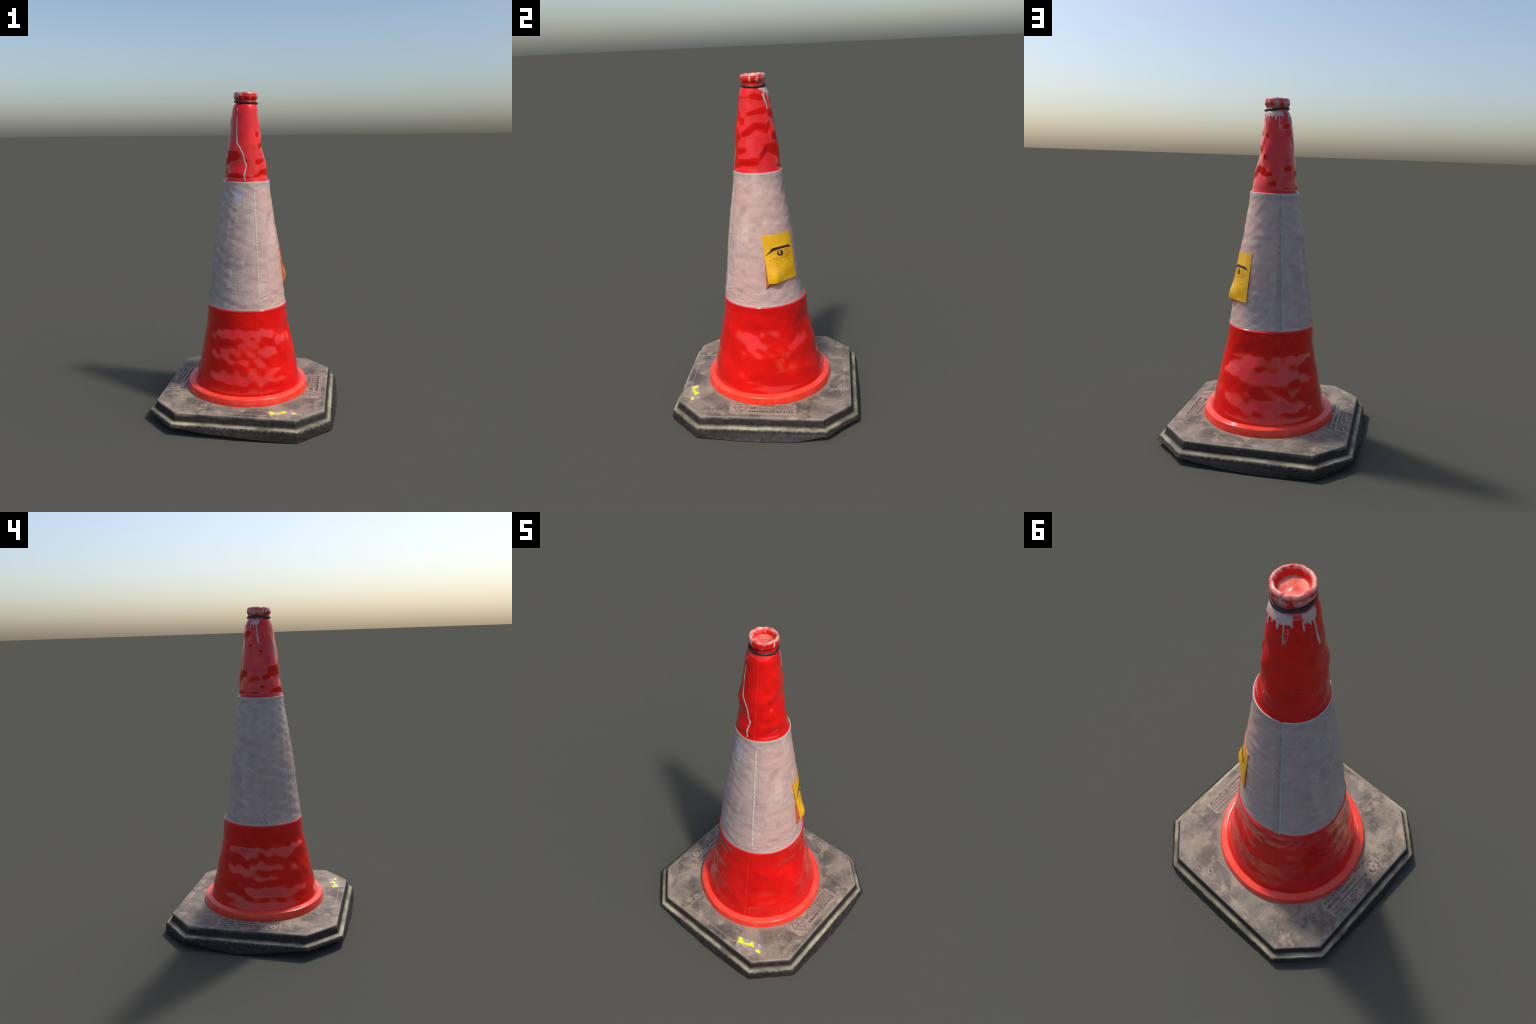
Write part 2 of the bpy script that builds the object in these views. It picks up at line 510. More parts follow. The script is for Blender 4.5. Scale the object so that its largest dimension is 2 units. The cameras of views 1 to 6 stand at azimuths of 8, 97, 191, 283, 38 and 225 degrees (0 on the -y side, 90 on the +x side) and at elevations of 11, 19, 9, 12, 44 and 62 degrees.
def mat_sleeve():
    m = Mat("reflective_sleeve_plastic")
    th, r = m.theta()
    big = m.noise(5, 3).ramp(.3, .7)
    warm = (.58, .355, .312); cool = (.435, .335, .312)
    # baked-in light: lighter pink facing the sun, colour darkened round the shaded back
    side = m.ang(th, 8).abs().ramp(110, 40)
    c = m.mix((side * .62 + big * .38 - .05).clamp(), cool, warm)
    c = m.mix(m.noise(11, 3, offset=3).ramp(.45, .75) * .55, c, (.55, .40, .335))
    c = m.mix(m.noise(8, 4, .6, offset=15).ramp(.55, .72) * .5, c, (.46, .385, .27))
    c = m.mix(m.noise(13, 3, offset=9).ramp(.5, .75) * .55, c, (.31, .195, .195))
    # clean strips along the edges
    c = m.mix(m.z.ramp(1.40, 1.45) * .65, c, (.38, .335, .30))
    c = m.mix(m.z.ramp(1.456, 1.461) * .6, c, (.58, .54, .49))
    c = m.mix(m.z.ramp(.705, .690) * .45, c, (.60, .55, .53))
    # bubble circles in the developed sheet
    uu = m.ang(th, BUB_REF) * (math.pi / 180) * r * (1 / BUB_U) + .5
    u = uu.fract() - .5
    v = ((m.z - .70) * (1 / BUB_V) + .5 + (uu.floor() * 2.1).sin() * .35).fract() - .5
    wob = (m.noise(16, 2) - .5) * .22
    d = (u * u + v * v).sqrt() + wob
    ring = d.band(.435, .475, .035)
    shade = m.ang(th, -150).abs().ramp(105, 55)
    vis = m.noise(7, 2, offset=6).ramp(.36, .56) * shade
    c = m.mix(ring * vis * .45, c, (.52, .46, .455))
    c = m.mix(d.ramp(.44, .30) * vis * .22, c, (.33, .265, .26))
    # peach streaks running down the sheet, fine curling scratches
    stk = m.noise(10, 3, .5, (1, 1, .22), offset=12).ramp(.52, .70)
    c = m.mix(stk * .55, c, (.68, .51, .425))
    c = m.mix(m.noise(24, 4, .6, offset=33).ramp(.54, .68) * .32, c, (.65, .50, .44))
    n1 = (m.noise(7, 3, .5, offset=21, distort=1.2) - .5).abs().ramp(.012, .003)
    n2 = (m.noise(12, 2, .5, offset=25, distort=1.5) - .5).abs().ramp(.014, .003)
    cr = (n1 + n2).clamp() * m.noise(9, 2, offset=1).ramp(.46, .62)
    c = m.mix(cr * .32, c, (.66, .53, .47))
    # crushed foil patch low on the back panel
    patch = m.ang(th, 92).abs().ramp(34, 18) * m.z.ramp(1.0, .86)
    fl = (m.noise(26, 3, .55, (1, 1, .7), offset=31, distort=1.8) - .5).abs()
    foil = fl.ramp(.05, .008) * patch
    c = m.mix(foil * .5, c, (.52, .52, .51))
    c = m.mix(patch * .30, c, (.34, .305, .295))
    strip = m.ang(th, 114).band(-5.0, 4.2, .3)
    c = m.mix(strip * (m.noise(30, 4, .6, (1, 1, .3), offset=2).ramp(.3, .6) * .35 + .30), c, (.29, .265, .225))
    edge = m.ang(th, 119).abs().ramp(.75, .45)
    c = m.mix(edge * .8, c, (.55, .55, .49))
    # printed strip
    ps = m.ang(th, -62.8).abs().ramp(1.9, 1.5)
    c = m.mix(ps * .35, c, (.46, .40, .37))
    # iridescent lifted film
    wz = (m.noise(16, 4, .6, offset=7, distort=1.0) - .5)
    ib = (m.ang(th, -101.5) + wz * 55).abs().ramp(10, 3) * (m.z + wz * .12).band(1.325, 1.43, .02)
    c = m.mix(ib * .6, c, (.48, .51, .66))
    iy = (m.ang(th, -100.5) + wz * 50).abs().ramp(8, 2) * (m.z + wz * .1).band(1.235, 1.325, .03)
    c = m.mix(iy * .6, c, (.60, .56, .32))
    vo2 = m.voronoi(24, co=m.warp(12, .05))
    c = m.mix(vo2.ramp(.012, .004) * (m.ang(th, -101).abs().ramp(16, 10) * m.z.band(1.20, 1.42, .02)) * .6, c, (.25, .24, .27))
    # brown smear
    fine = m.noise(160, 3)
    c = m.mix(fine.ramp(.62, .75) * .2, c, (.72, .66, .63))
    h = m.noise(35, 3) * .8 + m.noise(18, 2, offset=20) * 1.0 + fl.ramp(.08, .0) * patch * .8 + m.noise(14, 2, .5, (1, 1, .4)) * .6 + ring * vis * .3
    m.bump(h, .32, .005)
    rg = m.noise(9, 2).ramp(.3, .7) * .16 + .27
    return m.out(c, rg, .45)


def mat_base():
    m = Mat("dusty_recycled_rubber")
    ax, ay = m.x.abs(), m.y.abs()
    o = (ax.max(ay) - .521).max((ax + ay) * (2 ** -.5) - .621)   # outward offset from the top edge
    top = m.z.ramp(.092, .104) * o.ramp(.003, -.003)
    grain = m.noise(90, 5, .65)
    cl = m.noise(5.5, 7, .66, distort=.25)
    cl2 = m.noise(12, 7, .68, offset=4, distort=.35)
    # rubber on the flat: grey-brown with light dust drifts and dark clean blotches
    c = m.mix(cl.ramp(.38, .64), (.105, .087, .072), (.290, .232, .175))
    c = m.mix(cl2.ramp(.50, .66) * .85, c, (.39, .300, .215))
    c = m.mix(m.noise(6, 6, .66, offset=11).ramp(.53, .64) * .72, c, (.062, .050, .043))
    sw = (m.noise(9, 4, .6, offset=2, distort=.6) - .5).abs().ramp(.010, .002) * m.noise(6, 2, offset=17).ramp(.45, .6)
    c = m.mix(sw * .5, c, (.36, .29, .22))
    c = m.mix(grain.ramp(.52, .72) * .30, c, (.30, .25, .205))
    c = m.mix(grain.ramp(.46, .30) * .35, c, (.075, .062, .054))
    # dust collar round the flange
    rr = (m.x * m.x + m.y * m.y).sqrt() + (m.noise(14, 3) - .5) * .05
    c = m.mix(rr.band(.38, .415, .02) * .55, c, (.31, .245, .19))
    spk = m.noise(230, 2, .5).ramp(.70, .76)
    c = m.mix(spk * .5, c, (.42, .39, .36))
    # moulded information panels hold pale dust
    pan = m.y.abs().ramp(.197, .191) * ax.band(.388, .478, .003)
    pan = pan * (m.noise(22, 4, offset=5).ramp(.30, .6) * .55 + .35)
    c = m.mix(pan, c, (.345, .265, .205))
    # inside of the plain panels: cleaner
    pan2 = m.x.abs().ramp(.195, .191) * ay.band(.388, .478, .003) * cl2.ramp(.6, .45)
    c = m.mix(pan2 * .4, c, (.12, .115, .108))
    # walls: dark rubber, ledge filled with yellowish grit
    wn = m.noise(11, 4, .6, (1, 1, 2.5), offset=3)
    wall = m.mix(m.noise(40, 4, .65).ramp(.35, .75), (.014, .011, .010), (.040, .032, .027))
    scuff = m.noise(28, 5, .7, (1, 1, .6), offset=9).ramp(.55, .72)
    wall = m.mix(scuff * .32 * m.z.ramp(.02, .05), wall, (.17, .15, .12))
    oo = o + (wn - .5) * .010 + (m.noise(30, 3, stretch=(1, 1, 3)) - .5) * .003
    grit = oo.ramp(.008, .026) * oo.ramp(.038, .032) * m.z.ramp(.048, .056)
    gcol = m.mix(m.noise(12, 4).ramp(.3, .7), (.24, .200, .130), (.47, .410, .270))
    wall = m.mix(grit * (m.noise(6, 3, .55, offset=14).ramp(.3, .62) * .6 + .34), wall, gcol)
    rim = o.band(.034, .041, .003) * m.z.ramp(.045, .055)
    wall = m.mix(rim * m.noise(50, 3).ramp(.4, .6) * .45, wall, (.22, .20, .165))
    # plum colour fringe of the scan painted along the foot, strongest toward +x
    st = m.z.ramp(.022, .006) * (m.x.ramp(.2, .55) * .8 + .25) * m.noise(30, 4, offset=6).ramp(.35, .55)
    wall = m.mix(st * .7, wall, (.085, .022, .055))
    os_ = m.z.ramp(.03, .012) * m.x.band(.40, .50, .02) * m.y.band(.42, .53, .02)
    wall = m.mix(os_ * .8, wall, (.45, .06, .03))
    # worn light line on the top edge
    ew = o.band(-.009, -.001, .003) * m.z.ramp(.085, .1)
    c = m.mix(ew * .35, c, (.27, .25, .23))
    c = m.mix(top, wall, c)
    rg = grain.ramp(.3, .7) * .2 + .5
    m.bump(grain * .5 + m.noise(300, 2) * .4 + cl2 * .6, .35, .004)
    return m.out(c, rg, .28)


def mat_simple(name, a, b, scale, rough, spec=.5, bump=0.05):
    m = Mat(name)
    c = m.mix(m.noise(scale, 4).ramp(.35, .65), a, b)
    m.bump(m.noise(scale * 3, 3), bump, .002)
    return m.out(c, rough, spec)


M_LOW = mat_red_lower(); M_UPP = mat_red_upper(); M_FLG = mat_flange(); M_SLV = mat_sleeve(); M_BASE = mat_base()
M_BAND = mat_simple("black_rubber", (.012, .012, .013), (.028, .026, .026), 60, .42)
M_PAINT = mat_simple("dried_white_paint", (.40, .36, .335), (.54, .50, .47), 50, .45)
M_LETTER = mat_simple("dark_embossed_rubber", (.060, .048, .042), (.125, .098, .080), 60, .6)
M_DUST = mat_simple("dusty_edge", (.24, .19, .15), (.40, .32, .25), 30, .75)
M_PRINT = mat_simple("white_print", (.66, .63, .57), (.80, .78, .72), 90, .5)
M_KITE = mat_simple("faint_pale_print", (.52, .48, .48), (.62, .58, .57), 60, .45)
M_FAINT = mat_simple("worn_grey_print", (.27, .25, .225), (.40, .38, .35), 40, .5)
M_INK = mat_simple("dark_brown_ink", (.022, .010, .010), (.035, .016, .015), 60, .45)
M_FINEINK = mat_simple("fine_brown_ink", (.14, .040, .010), (.24, .075, .012), 60, .45)
M_TAPE = mat_simple("clear_tape", (.27, .235, .215), (.42, .38, .36), 55, .18, .6, .25)
M_NEON = mat_simple("neon_yellow_tape", (.72, .74, .012), (.82, .84, .03), 40, .35)
M_RUST = mat_simple("brown_smear", (.30, .12, .04), (.38, .18, .07), 80, .6)
M_SLIT = mat_simple("dark_slit", (.04, .02, .025), (.07, .04, .045), 80, .6)


def mat_sticker():
    m = Mat("yellow_sticker_vinyl")
    th, r = m.theta()
    c = m.mix(m.noise(12, 3).ramp(.3, .7), (.74, .36, .004), (.86, .47, .006))
    c = m.mix(m.noise(18, 3, offset=4).ramp(.52, .7) * .7, c, (.88, .46, .045))
    m.bump(m.noise(30, 3), .1, .004)
    return m.out(c, .32, .5)


M_STICK = mat_sticker()
M_STICKSIDE = mat_simple("orange_sticker_edge", (.50, .09, .03), (.62, .16, .06), 30, .5)

# facets mapped from the lit and unlit patches of the skin ------------------
LOW_FACETS += [
    (-92.1, 0.548, 39.6, 0.0267, 0.10), (-80.3, 0.477, 17.7, 0.0381, 0.10), (-114.9, 0.393, 14.1, 0.0233, 0.10), (-92.4, 0.374, 21.8, 0.0176, 0.10),
    (-46.3, 0.412, 22, 0.0461, 0.10), (-31.7, 0.49, 12.9, 0.0373, 0.10), (-80.1, 0.605, 5.3, 0.0139, 0.10), (-99.5, 0.262, 21.6, 0.0492, 0.10),
    (-43.1, 0.312, 9.2, 0.0226, 0.10), (170.9, 0.519, 17.4, 0.0377, 0.10), (-142.3, 0.507, 24.7, 0.0414, 0.10), (164, 0.403, 19, 0.0429, 0.10),
    (-141.3, 0.417, 29.8, 0.0309, 0.10), (-160.2, 0.367, 15.8, 0.0237, 0.10), (-161.7, 0.272, 25.8, 0.0415, 0.10), (154.6, 0.24, 12, 0.0378, 0.10),
    (-158.8, 0.216, 6.1, 0.0208, 0.10), (77.1, 0.52, 24.8, 0.0623, 0.10), (114.7, 0.506, 15.6, 0.0447, 0.10), (97.5, 0.416, 29.2, 0.0384, 0.10),
    (154.7, 0.529, 16.2, 0.0168, 0.10), (146.5, 0.394, 9.7, 0.0305, 0.10), (92.3, 0.27, 11.6, 0.0273, 0.10), (126.7, 0.263, 19.5, 0.0307, 0.10),
    (-21, 0.494, 20.3, 0.0598, 0.10), (10.2, 0.524, 17.8, 0.0295, 0.10), (48.2, 0.526, 10.4, 0.0142, 0.10), (40.7, 0.424, 10.6, 0.0336, 0.10),
    (-4.6, 0.392, 23, 0.0278, 0.10), (-12.5, 0.227, 9.1, 0.0154, 0.10),
]
UPP_FACETS += [
    (-127.2, 1.609, 22, 0.0399, -0.22), (-113.8, 1.503, 25.4, 0.0201, -0.22), (-45.1, 1.581, 12.2, 0.0166, -0.22), (-25.1, 1.519, 20.8, 0.0201, -0.22),
    (-31.4, 1.675, 6.8, 0.0149, -0.22), (-46.2, 1.887, 9.1, 0.0115, -0.22), (-51.2, 1.495, 12.4, 0.01, -0.22), (13.6, 1.79, 45.1, 0.0186, -0.22),
    (23.5, 1.882, 29.4, 0.02, -0.22), (19.8, 1.726, 23.9, 0.0206, -0.22), (-23.8, 1.685, 23.4, 0.0224, -0.22), (-39.2, 1.741, 12.1, 0.0207, -0.22),
    (-36.3, 1.587, 21, 0.0211, -0.22), (-23.9, 1.518, 29.9, 0.0285, -0.22), (39.3, 1.601, 14.5, 0.0243, -0.22), (22.3, 1.559, 8.6, 0.021, -0.22),
    (68, 1.653, 19, 0.027, -0.22), (-31.2, 1.888, 13.1, 0.0168, -0.22), (69.2, 1.785, 14.7, 0.0196, -0.22), (53.6, 1.722, 5.9, 0.0215, -0.22),
    (69.6, 1.669, 5.6, 0.0143, -0.22), (63.3, 1.589, 14.7, 0.0286, -0.22), (88.2, 1.574, 7, 0.0107, -0.22), (93.9, 1.505, 15.6, 0.0196, -0.22),
    (138.6, 1.844, 15.4, 0.0214, -0.22), (150.8, 1.774, 10.4, 0.0107, -0.22), (137.4, 1.603, 9.7, 0.0125, -0.22), (146.5, 1.842, 20.2, 0.0263, -0.22),
    (162.9, 1.783, 9.4, 0.0244, -0.22), (-153.5, 1.818, 6.1, 0.0131, -0.22), (-162.4, 1.737, 9.8, 0.0094, -0.22), (141.6, 1.607, 12.6, 0.0191, -0.22),
    (-128.4, 1.622, 28.6, 0.0303, -0.22), (-148.9, 1.585, 13.7, 0.017, -0.22), (-122.9, 1.494, 22.5, 0.0152, -0.22), (-161.8, 1.525, 6.1, 0.0094, -0.22),
    (178.8, 1.579, 4.6, 0.0095, -0.22),
]

# --------------------------------------------------------------------------
# base
# --------------------------------------------------------------------------
A_FACE, A_DIAG = .521, .621


def ztop(x, y):
    x = np.asarray(x, float); y = np.asarray(y, float)
    return (.1222 - .0105 * x - .005 * y * (.5 + x) + .0010 * np.sin(5 * x + 1.0) * np.cos(4.3 * y + .5)
            + .0006 * np.sin(13 * x - 7 * y))


def octagon(o, n_side, n_fil, rf):
    """octagon outline, offset o, rounded corners, fixed point count"""
    a = A_FACE + o; d = A_DIAG + o
    k = d * math.sqrt(2) - a
    c = [(a, -k), (a, k), (k, a), (-k, a), (-a, k), (-a, -k), (-k, -a), (k, -a)]
    pts = []
    L = rf * math.tan(RAD(22.5))
    for i in range(8):
        p0 = np.array(c[i]); p1 = np.array(c[(i + 1) % 8])
        t = (p1 - p0) / np.linalg.norm(p1 - p0)
        s = p0 + t * L; e = p1 - t * L
        for j in range(n_side):
            pts.append(s + (e - s) * j / n_side)
        nrm = np.array([t[1], -t[0]])
        cen = e - nrm * rf
        a0 = math.atan2(nrm[1], nrm[0])
        for j in range(n_fil):
            aa = a0 + RAD(45) * j / n_fil
            pts.append(cen + rf * np.array([math.cos(aa), math.sin(aa)]))
    return np.array(pts)


# foot of the base round the clock: (angle, foot height, foot offset)
FOOT = [(0, .003, .068), (20, .005, .066), (33.7, .032, .051), (45, .036, .046), (56.3, .033, .049), (75, .014, .057), (90, .006, .059), (110, .005, .055),
        (123.7, .013, .048), (135, .020, .045), (146.3, .036, .042), (160, .019, .053), (175, .007, .064), (190, .018, .061), (205, .036, .048), (213.7, .046, .041), (236.3, .041, .043), (255, .026, .053),
        (270, .019, .057), (285, .010, .057), (303.7, .000, .049), (315, .006, .047), (326.3, .010, .053), (345, .004, .065)]


def foot(ang):
    a = np.array([f[0] for f in FOOT] + [360.0]); z = np.array([f[1] for f in FOOT] + [FOOT[0][1]]); o = np.array([f[2] for f in FOOT] + [FOOT[0][2]])
    g = np.degrees(ang) % 360
    return np.interp(g, a, z), np.interp(g, a, o)


def build_base():
    NS, NF = 44, 7
    rows = []
    n = 8 * (NS + NF)
    ref = octagon(0, NS, NF, .016)
    ang = np.arctan2(ref[:, 1], ref[:, 0])
    # from the flange seat outwards over the flat
    circ = np.stack([.335 * np.cos(ang), .335 * np.sin(ang)], -1)
    inner = octagon(-.014, NS, NF, .012)
    for t in np.linspace(0, 1, 70):
        p = circ * (1 - t) + inner * t
        rows.append(np.c_[p, ztop(p[:, 0], p[:, 1])])
    zr = lambda p: ztop(p[:, 0], p[:, 1])
    F1 = Field(21, 30, 24, .1, .4); F2 = Field(22, 40, 60, .1, .4)
    w1 = .0012 * F1(ang, 0 * ang); w2 = .0007 * F2(ang, 0 * ang)
    fz, fo = foot(ang)
    prof = []   # (offset, height below the flat, share of edge wobble)
    for t in np.linspace(0, 1, 9)[1:]:            # rounded top edge
        prof.append((-.014 + .014 * math.sin(t * math.pi / 2), .0095 * (1 - math.cos(t * math.pi / 2)), t * .5))
    prof += [(.001, .015, .6), (.0025, .022, .6), (.0055, .031, .6), (.0085, .041, .6)]
    for t in np.linspace(0, 1, 6)[1:]:            # fillet into the ledge
        prof.append((.0085 + .009 * (1 - math.cos(t * math.pi / 2)), .041 + .010 * math.sin(t * math.pi / 2), .6))
    prof += [(.0215, .0530, .7), (.026, .0548, .8), (.031, .0566, 1), (.0350, .0586, 1), (.0385, .0616, 1), (.0408, .0660, 1), (.042, .071, 1)]
    for o, dz, w in prof:
        p = octagon(o, NS, NF, .016 + max(o, 0) * .3)
        d = p / np.linalg.norm(p, axis=1, keepdims=True)
        rows.append(np.c_[p + d * ((w1 + w2) * w)[:, None], zr(p) - dz - w2 * w])
    # side wall down to the irregular foot
    z0 = rows[-1][:, 2].copy()
    for t in np.linspace(0, 1, 12)[1:]:
        oo = .042 + (fo - .042) * (t ** 1.3)
        oo = oo + .002 * math.sin(math.pi * t)
        base = octagon(.042, NS, NF, .028)
        d = base / np.linalg.norm(base, axis=1, keepdims=True)
        p = base + d * ((oo - .042) * 1.05 + w1 + w2)[:, None]
        z = z0 + (fz - z0) * t
        rows.append(np.c_[p, z])
    for s, up in ((.985, -.0), (.96, .004), (.80, .006), (.4, .006)):
        p = rows[-1] if s == .985 else last
        if s == .985:
            last = rows[-1].copy()
        q = last.copy(); q[:, :2] *= s; q[:, 2] = np.maximum(last[:, 2] * (1 if s > .9 else .6) + up * .5, 0.0)
        rows.append(q)
    V = np.concatenate(rows)
    F = [tuple(reversed(f)) for f in grid_faces(n, len(rows), True)]
    k = (len(rows) - 1) * n
    F.append(tuple(k + i for i in range(n)))
    return add_mesh("base", V, F, M_BASE, root, angle=60)


base = build_base()


def lay_base(a, b, lift):
    a = np.asarray(a, float); b = np.asarray(b, float)
    return np.stack([a, b, ztop(a, b) + lift], -1)


def rounded_rect(x0, y0, x1, y1, r, n=8):
    out = []
    for cx, cy, a0 in ((x1 - r, y1 - r, 0), (x0 + r, y1 - r, 90), (x0 + r, y0 + r, 180), (x1 - r, y0 + r, 270)):
        for j in range(n):
            a = RAD(a0 + 90 * j / (n - 1))
            out.append((cx + r * math.cos(a), cy + r * math.sin(a)))
    return out


def dense_loop(p, step=.006):
    p = np.array(p + [p[0]])
    L = np.linalg.norm(np.diff(p, axis=0), axis=1).sum()
    return resample(p, int(L / step))[:-1]


def panel_frame(x0, y0, x1, y1):
    lp = dense_loop(rounded_rect(x0, y0, x1, y1, .016))
    w = .0042 + .0012 * np.sin(np.arange(len(lp)) * .37) + .0008 * np.sin(np.arange(len(lp)) * 1.1)
    V, F = ribbon(lp, w, .0014, lay_base, close=True)
    return add_mesh("panel_border", V, F, M_DUST, base)


panel_frame(.384, -.195, .482, .195)
panel_frame(-.482, -.195, -.384, .195)
panel_frame(-.193, .384, .197, .480)
panel_frame(-.198, -.484, .194, -.388)


def place_text(bag, s, org, right, up, width, cap, lay, h=.0014, bold=.01):
    V, F = text_mesh(s, bold)
    a = org[0] + right[0] * V[:, 0] * width + up[0] * V[:, 1] * cap
    b = org[1] + right[1] * V[:, 0] * width + up[1] * V[:, 1] * cap
    lift = np.where(V[:, 2] > 0, h, -.001)
    bag.add(lay(a, b, lift), F)


def stroke(bag, path, w, lay, h=.0013, n=None, close=False, **k):
    p = np.asarray(path, float)
    L = np.linalg.norm(np.diff(p, axis=0), axis=1).sum()
    q = resample(p, n or max(4, int(L / .003)))
    bag.add(*ribbon(q, w, h, lay, close=close, **k))


def heart(cx, cy, w, hgt, right, up, bag, lay, sw, h=.0013):
    """round-lobed heart with a cross line and an S line inside; local x right, y up, tip at the bottom"""
    R = w * .27
    pts = []
    for j in range(15):
        a = RAD(-35 + 215 * j / 14)
        pts.append((w * .235 + R * math.cos(a), hgt * .5 - R + R * math.sin(a)))
    left = [(-x, y) for x, y in reversed(pts)]
    loop = [(0, -hgt * .5)] + pts + left + [(0, -hgt * .5)]
    T = lambda q: [(cx + right[0] * x + up[0] * y, cy + right[1] * x + up[1] * y) for x, y in q]
    stroke(bag, T(loop), sw, lay, h)
    stroke(bag, T([(-w * .46, hgt * .16), (w * .46, hgt * .16)]), sw * .8, lay, h)
    stroke(bag, T([(-w * .10, hgt * .16), (-w * .12, hgt * .05), (-w * .02, -hgt * .08), (w * .12, -hgt * .16), (w * .16, -hgt * .26)]), sw * .8, lay, h)


# panel A (sunny side): heart mark, date grid, licence number
letters = Bag()
R_A, U_A = (0, 1), (-1, 0)
hm = Bag()
heart(.436, -.133, .082, .092, R_A, U_A, hm, lay_base, .0042)
hm.make("heart_mark", M_LETTER, base)
gr = Bag()
for i in range(13):
    y = -.028 + .2125 * i / 12
    stroke(gr, [(.406, y), (.4425, y)], .0032, lay_base, n=8)
for x in (.406, .4243, .4425):
    stroke(gr, [(x, -.029), (x, .1855)], .0032, lay_base, n=50)
gr.make("date_grid", M_LETTER, base)
place_text(letters, "J F M A M J J A S O N D", (.4015, -.022), R_A, U_A, .202, .0105, lay_base)
place_text(letters, "2020", (.4225, -.076), R_A, U_A, .038, .0085, lay_base)
place_text(letters, "2021", (.4345, -.076), R_A, U_A, .038, .0085, lay_base)
place_text(letters, "KM648097/LAB 0135", (.4685, -.080), R_A, U_A, .262, .0170, lay_base, bold=.012)
# panel B (shaded side): four lines and a recycling sign
R_B, U_B = (0, -1), (1, 0)
for s, x, y0, y1, cap in (("750 STARLITE", -.404, .180, -.021, .0155), ("EN13422", -.404, -.064, -.185, .0155), ("Melba  Swintex", -.429, .181, -.042, .0165),
                          ("www.melbaswintex.co.uk", -.4525, .175, -.100, .0115), ("0161 761 4933 ISTW", -.4765, .180, -.080, .0155)):
    place_text(letters, s, (x, y0), R_B, U_B, y0 - y1, cap, lay_base, bold=.012)
place_text(letters, "3", (-.459, -.1495), R_B, U_B, .010, .014, lay_base, bold=.02)
letters.make("embossed_lettering", M_LETTER, base)
rec = Bag()
for k in range(3):
    a0 = 90 + 120 * k
    loc = []
    c = np.array([-.4475, -.1555])
    def P(rad_, a):
        x = rad_ * math.cos(RAD(a)); y = rad_ * math.sin(RAD(a))
        return (c[0] + R_B[0] * x + U_B[0] * y, c[1] + R_B[1] * x + U_B[1] * y)
    q = resample([P(.026, a0 + 48), P(.0330, a0 + 10), P(.0330, a0 - 10), P(.0265, a0 - 40)], 16)
    rec.add(*ribbon(q, np.r_[np.full(11, .0105), .017, .0145, .010, .006, .002], .0016, lay_base))
rec.make("recycling_sign", M_LETTER, base)
# small moulded dial in the plain panel
dial = Bag()
ring = [(.1735 + .0125 * math.cos(a), .4545 + .0125 * math.sin(a)) for a in np.linspace(0, TAU, 25)[:-1]]
dial.add(*ribbon(ring, .0065, .0026, lay_base, close=True))
dial.make("moulded_dial", M_DUST, base)
dd = Bag()
dd.add(*plate([(.1745 + .0058 * math.cos(a), .4535 + .0058 * math.sin(a)) for a in np.linspace(0, TAU, 17)[:-1]], lay_base, .0016))
dd.make("dial_mark", M_LETTER, base)

# strip of clear tape with torn neon pieces
ta = np.array([(.183, -.438), (.339, -.392), (.362, -.444), (.211, -.494)])


def torn(a, b, n, amp):
    a = np.array(a); b = np.array(b); t = (b - a); nn = np.array([-t[1], t[0]]) / np.linalg.norm(t)
    return [tuple(a + t * i / n + nn * RNG.uniform(-amp, amp)) for i in range(n)]


out = torn(ta[0], ta[1], 14, .0025) + torn(ta[1], ta[2], 6, .001) + torn(ta[2], ta[3], 14, .0025) + torn(ta[3], ta[0], 6, .001)


def lay_tape(a, b, lift):
    p = lay_base(a, b, lift)
    p[..., 2] += np.where(np.asarray(lift) > 0, .0006 * np.sin(260 * p[..., 0] + 90 * p[..., 1]), 0)
    return p


bg = Bag(); bg.add(*plate(out, lay_tape, .0012, sub=3))
tape = bg.make("clear_tape_strip", M_TAPE, root, angle=50)
for poly in ([(.194, -.437), (.207, -.431), (.218, -.435), (.229, -.446), (.242, -.449), (.257, -.441), (.273, -.429), (.268, -.414), (.280, -.414), (.291, -.419), (.299, -.427), (.305, -.438),
              (.284, -.446), (.262, -.455), (.236, -.464), (.207, -.473), (.202, -.462)],
             [(.323, -.438), (.334, -.432), (.346, -.430), (.356, -.433), (.363, -.445), (.348, -.449), (.333, -.453)]):
    b2 = Bag(); b2.add(*plate(poly, lay_tape, .0026))
    b2.make("neon_tape_scrap", M_NEON, tape, angle=50)

# --------------------------------------------------------------------------
# cone: flange, lower skirt, sleeve, upper part with cap
# --------------------------------------------------------------------------
def build_flange():
    nth = 256
    th = np.linspace(0, TAU, nth, endpoint=False)
    prof = [(.340, .1690), (.3515, .1696), (.3540, .1712), (.3570, .1716), (.3605, .1704), (.3660, .1692), (.3720, .1680), (.3760, .1670), (.3800, .1660), (.3828, .1654), (.3848, .1642), (.3862, .1620),
            (.3876, .1570), (.3896, .149), (.3920, .141), (.3932, .134), (.3945, .128), (.3950, .123), (.392, .112)]
    wob = Field(31, 20, 9, .2, .5)(th, 0 * th)
    rows = []
    for r, z in prof:
        rr = r + .0009 * wob
        x = -.0013 + rr * np.cos(th); y = -.0014 + rr * np.sin(th)
        rows.append(np.stack([x, y, z - .0105 * x - .0025 * y + .0006 * np.roll(wob, 40)], -1))
    return add_mesh("flange", np.concatenate(rows), [tuple(reversed(f)) for f in grid_faces(nth, len(rows), True)], M_FLG, root)


build_flange()
lower = revolve("lower_skirt", r_low, .160, .715, 330, 400, M_LOW)
sleeve = revolve("reflective_sleeve", r_slv, .6870, 1.463, 470, 480, M_SLV, extra_bottom=[(-.0012, -.0022), (-.004, -.0028), (-.010, -.001)], extra_top=[(-.0006, .0012), (-.0022, .0016), (-.0036, .0006), (-.008, -.008)])


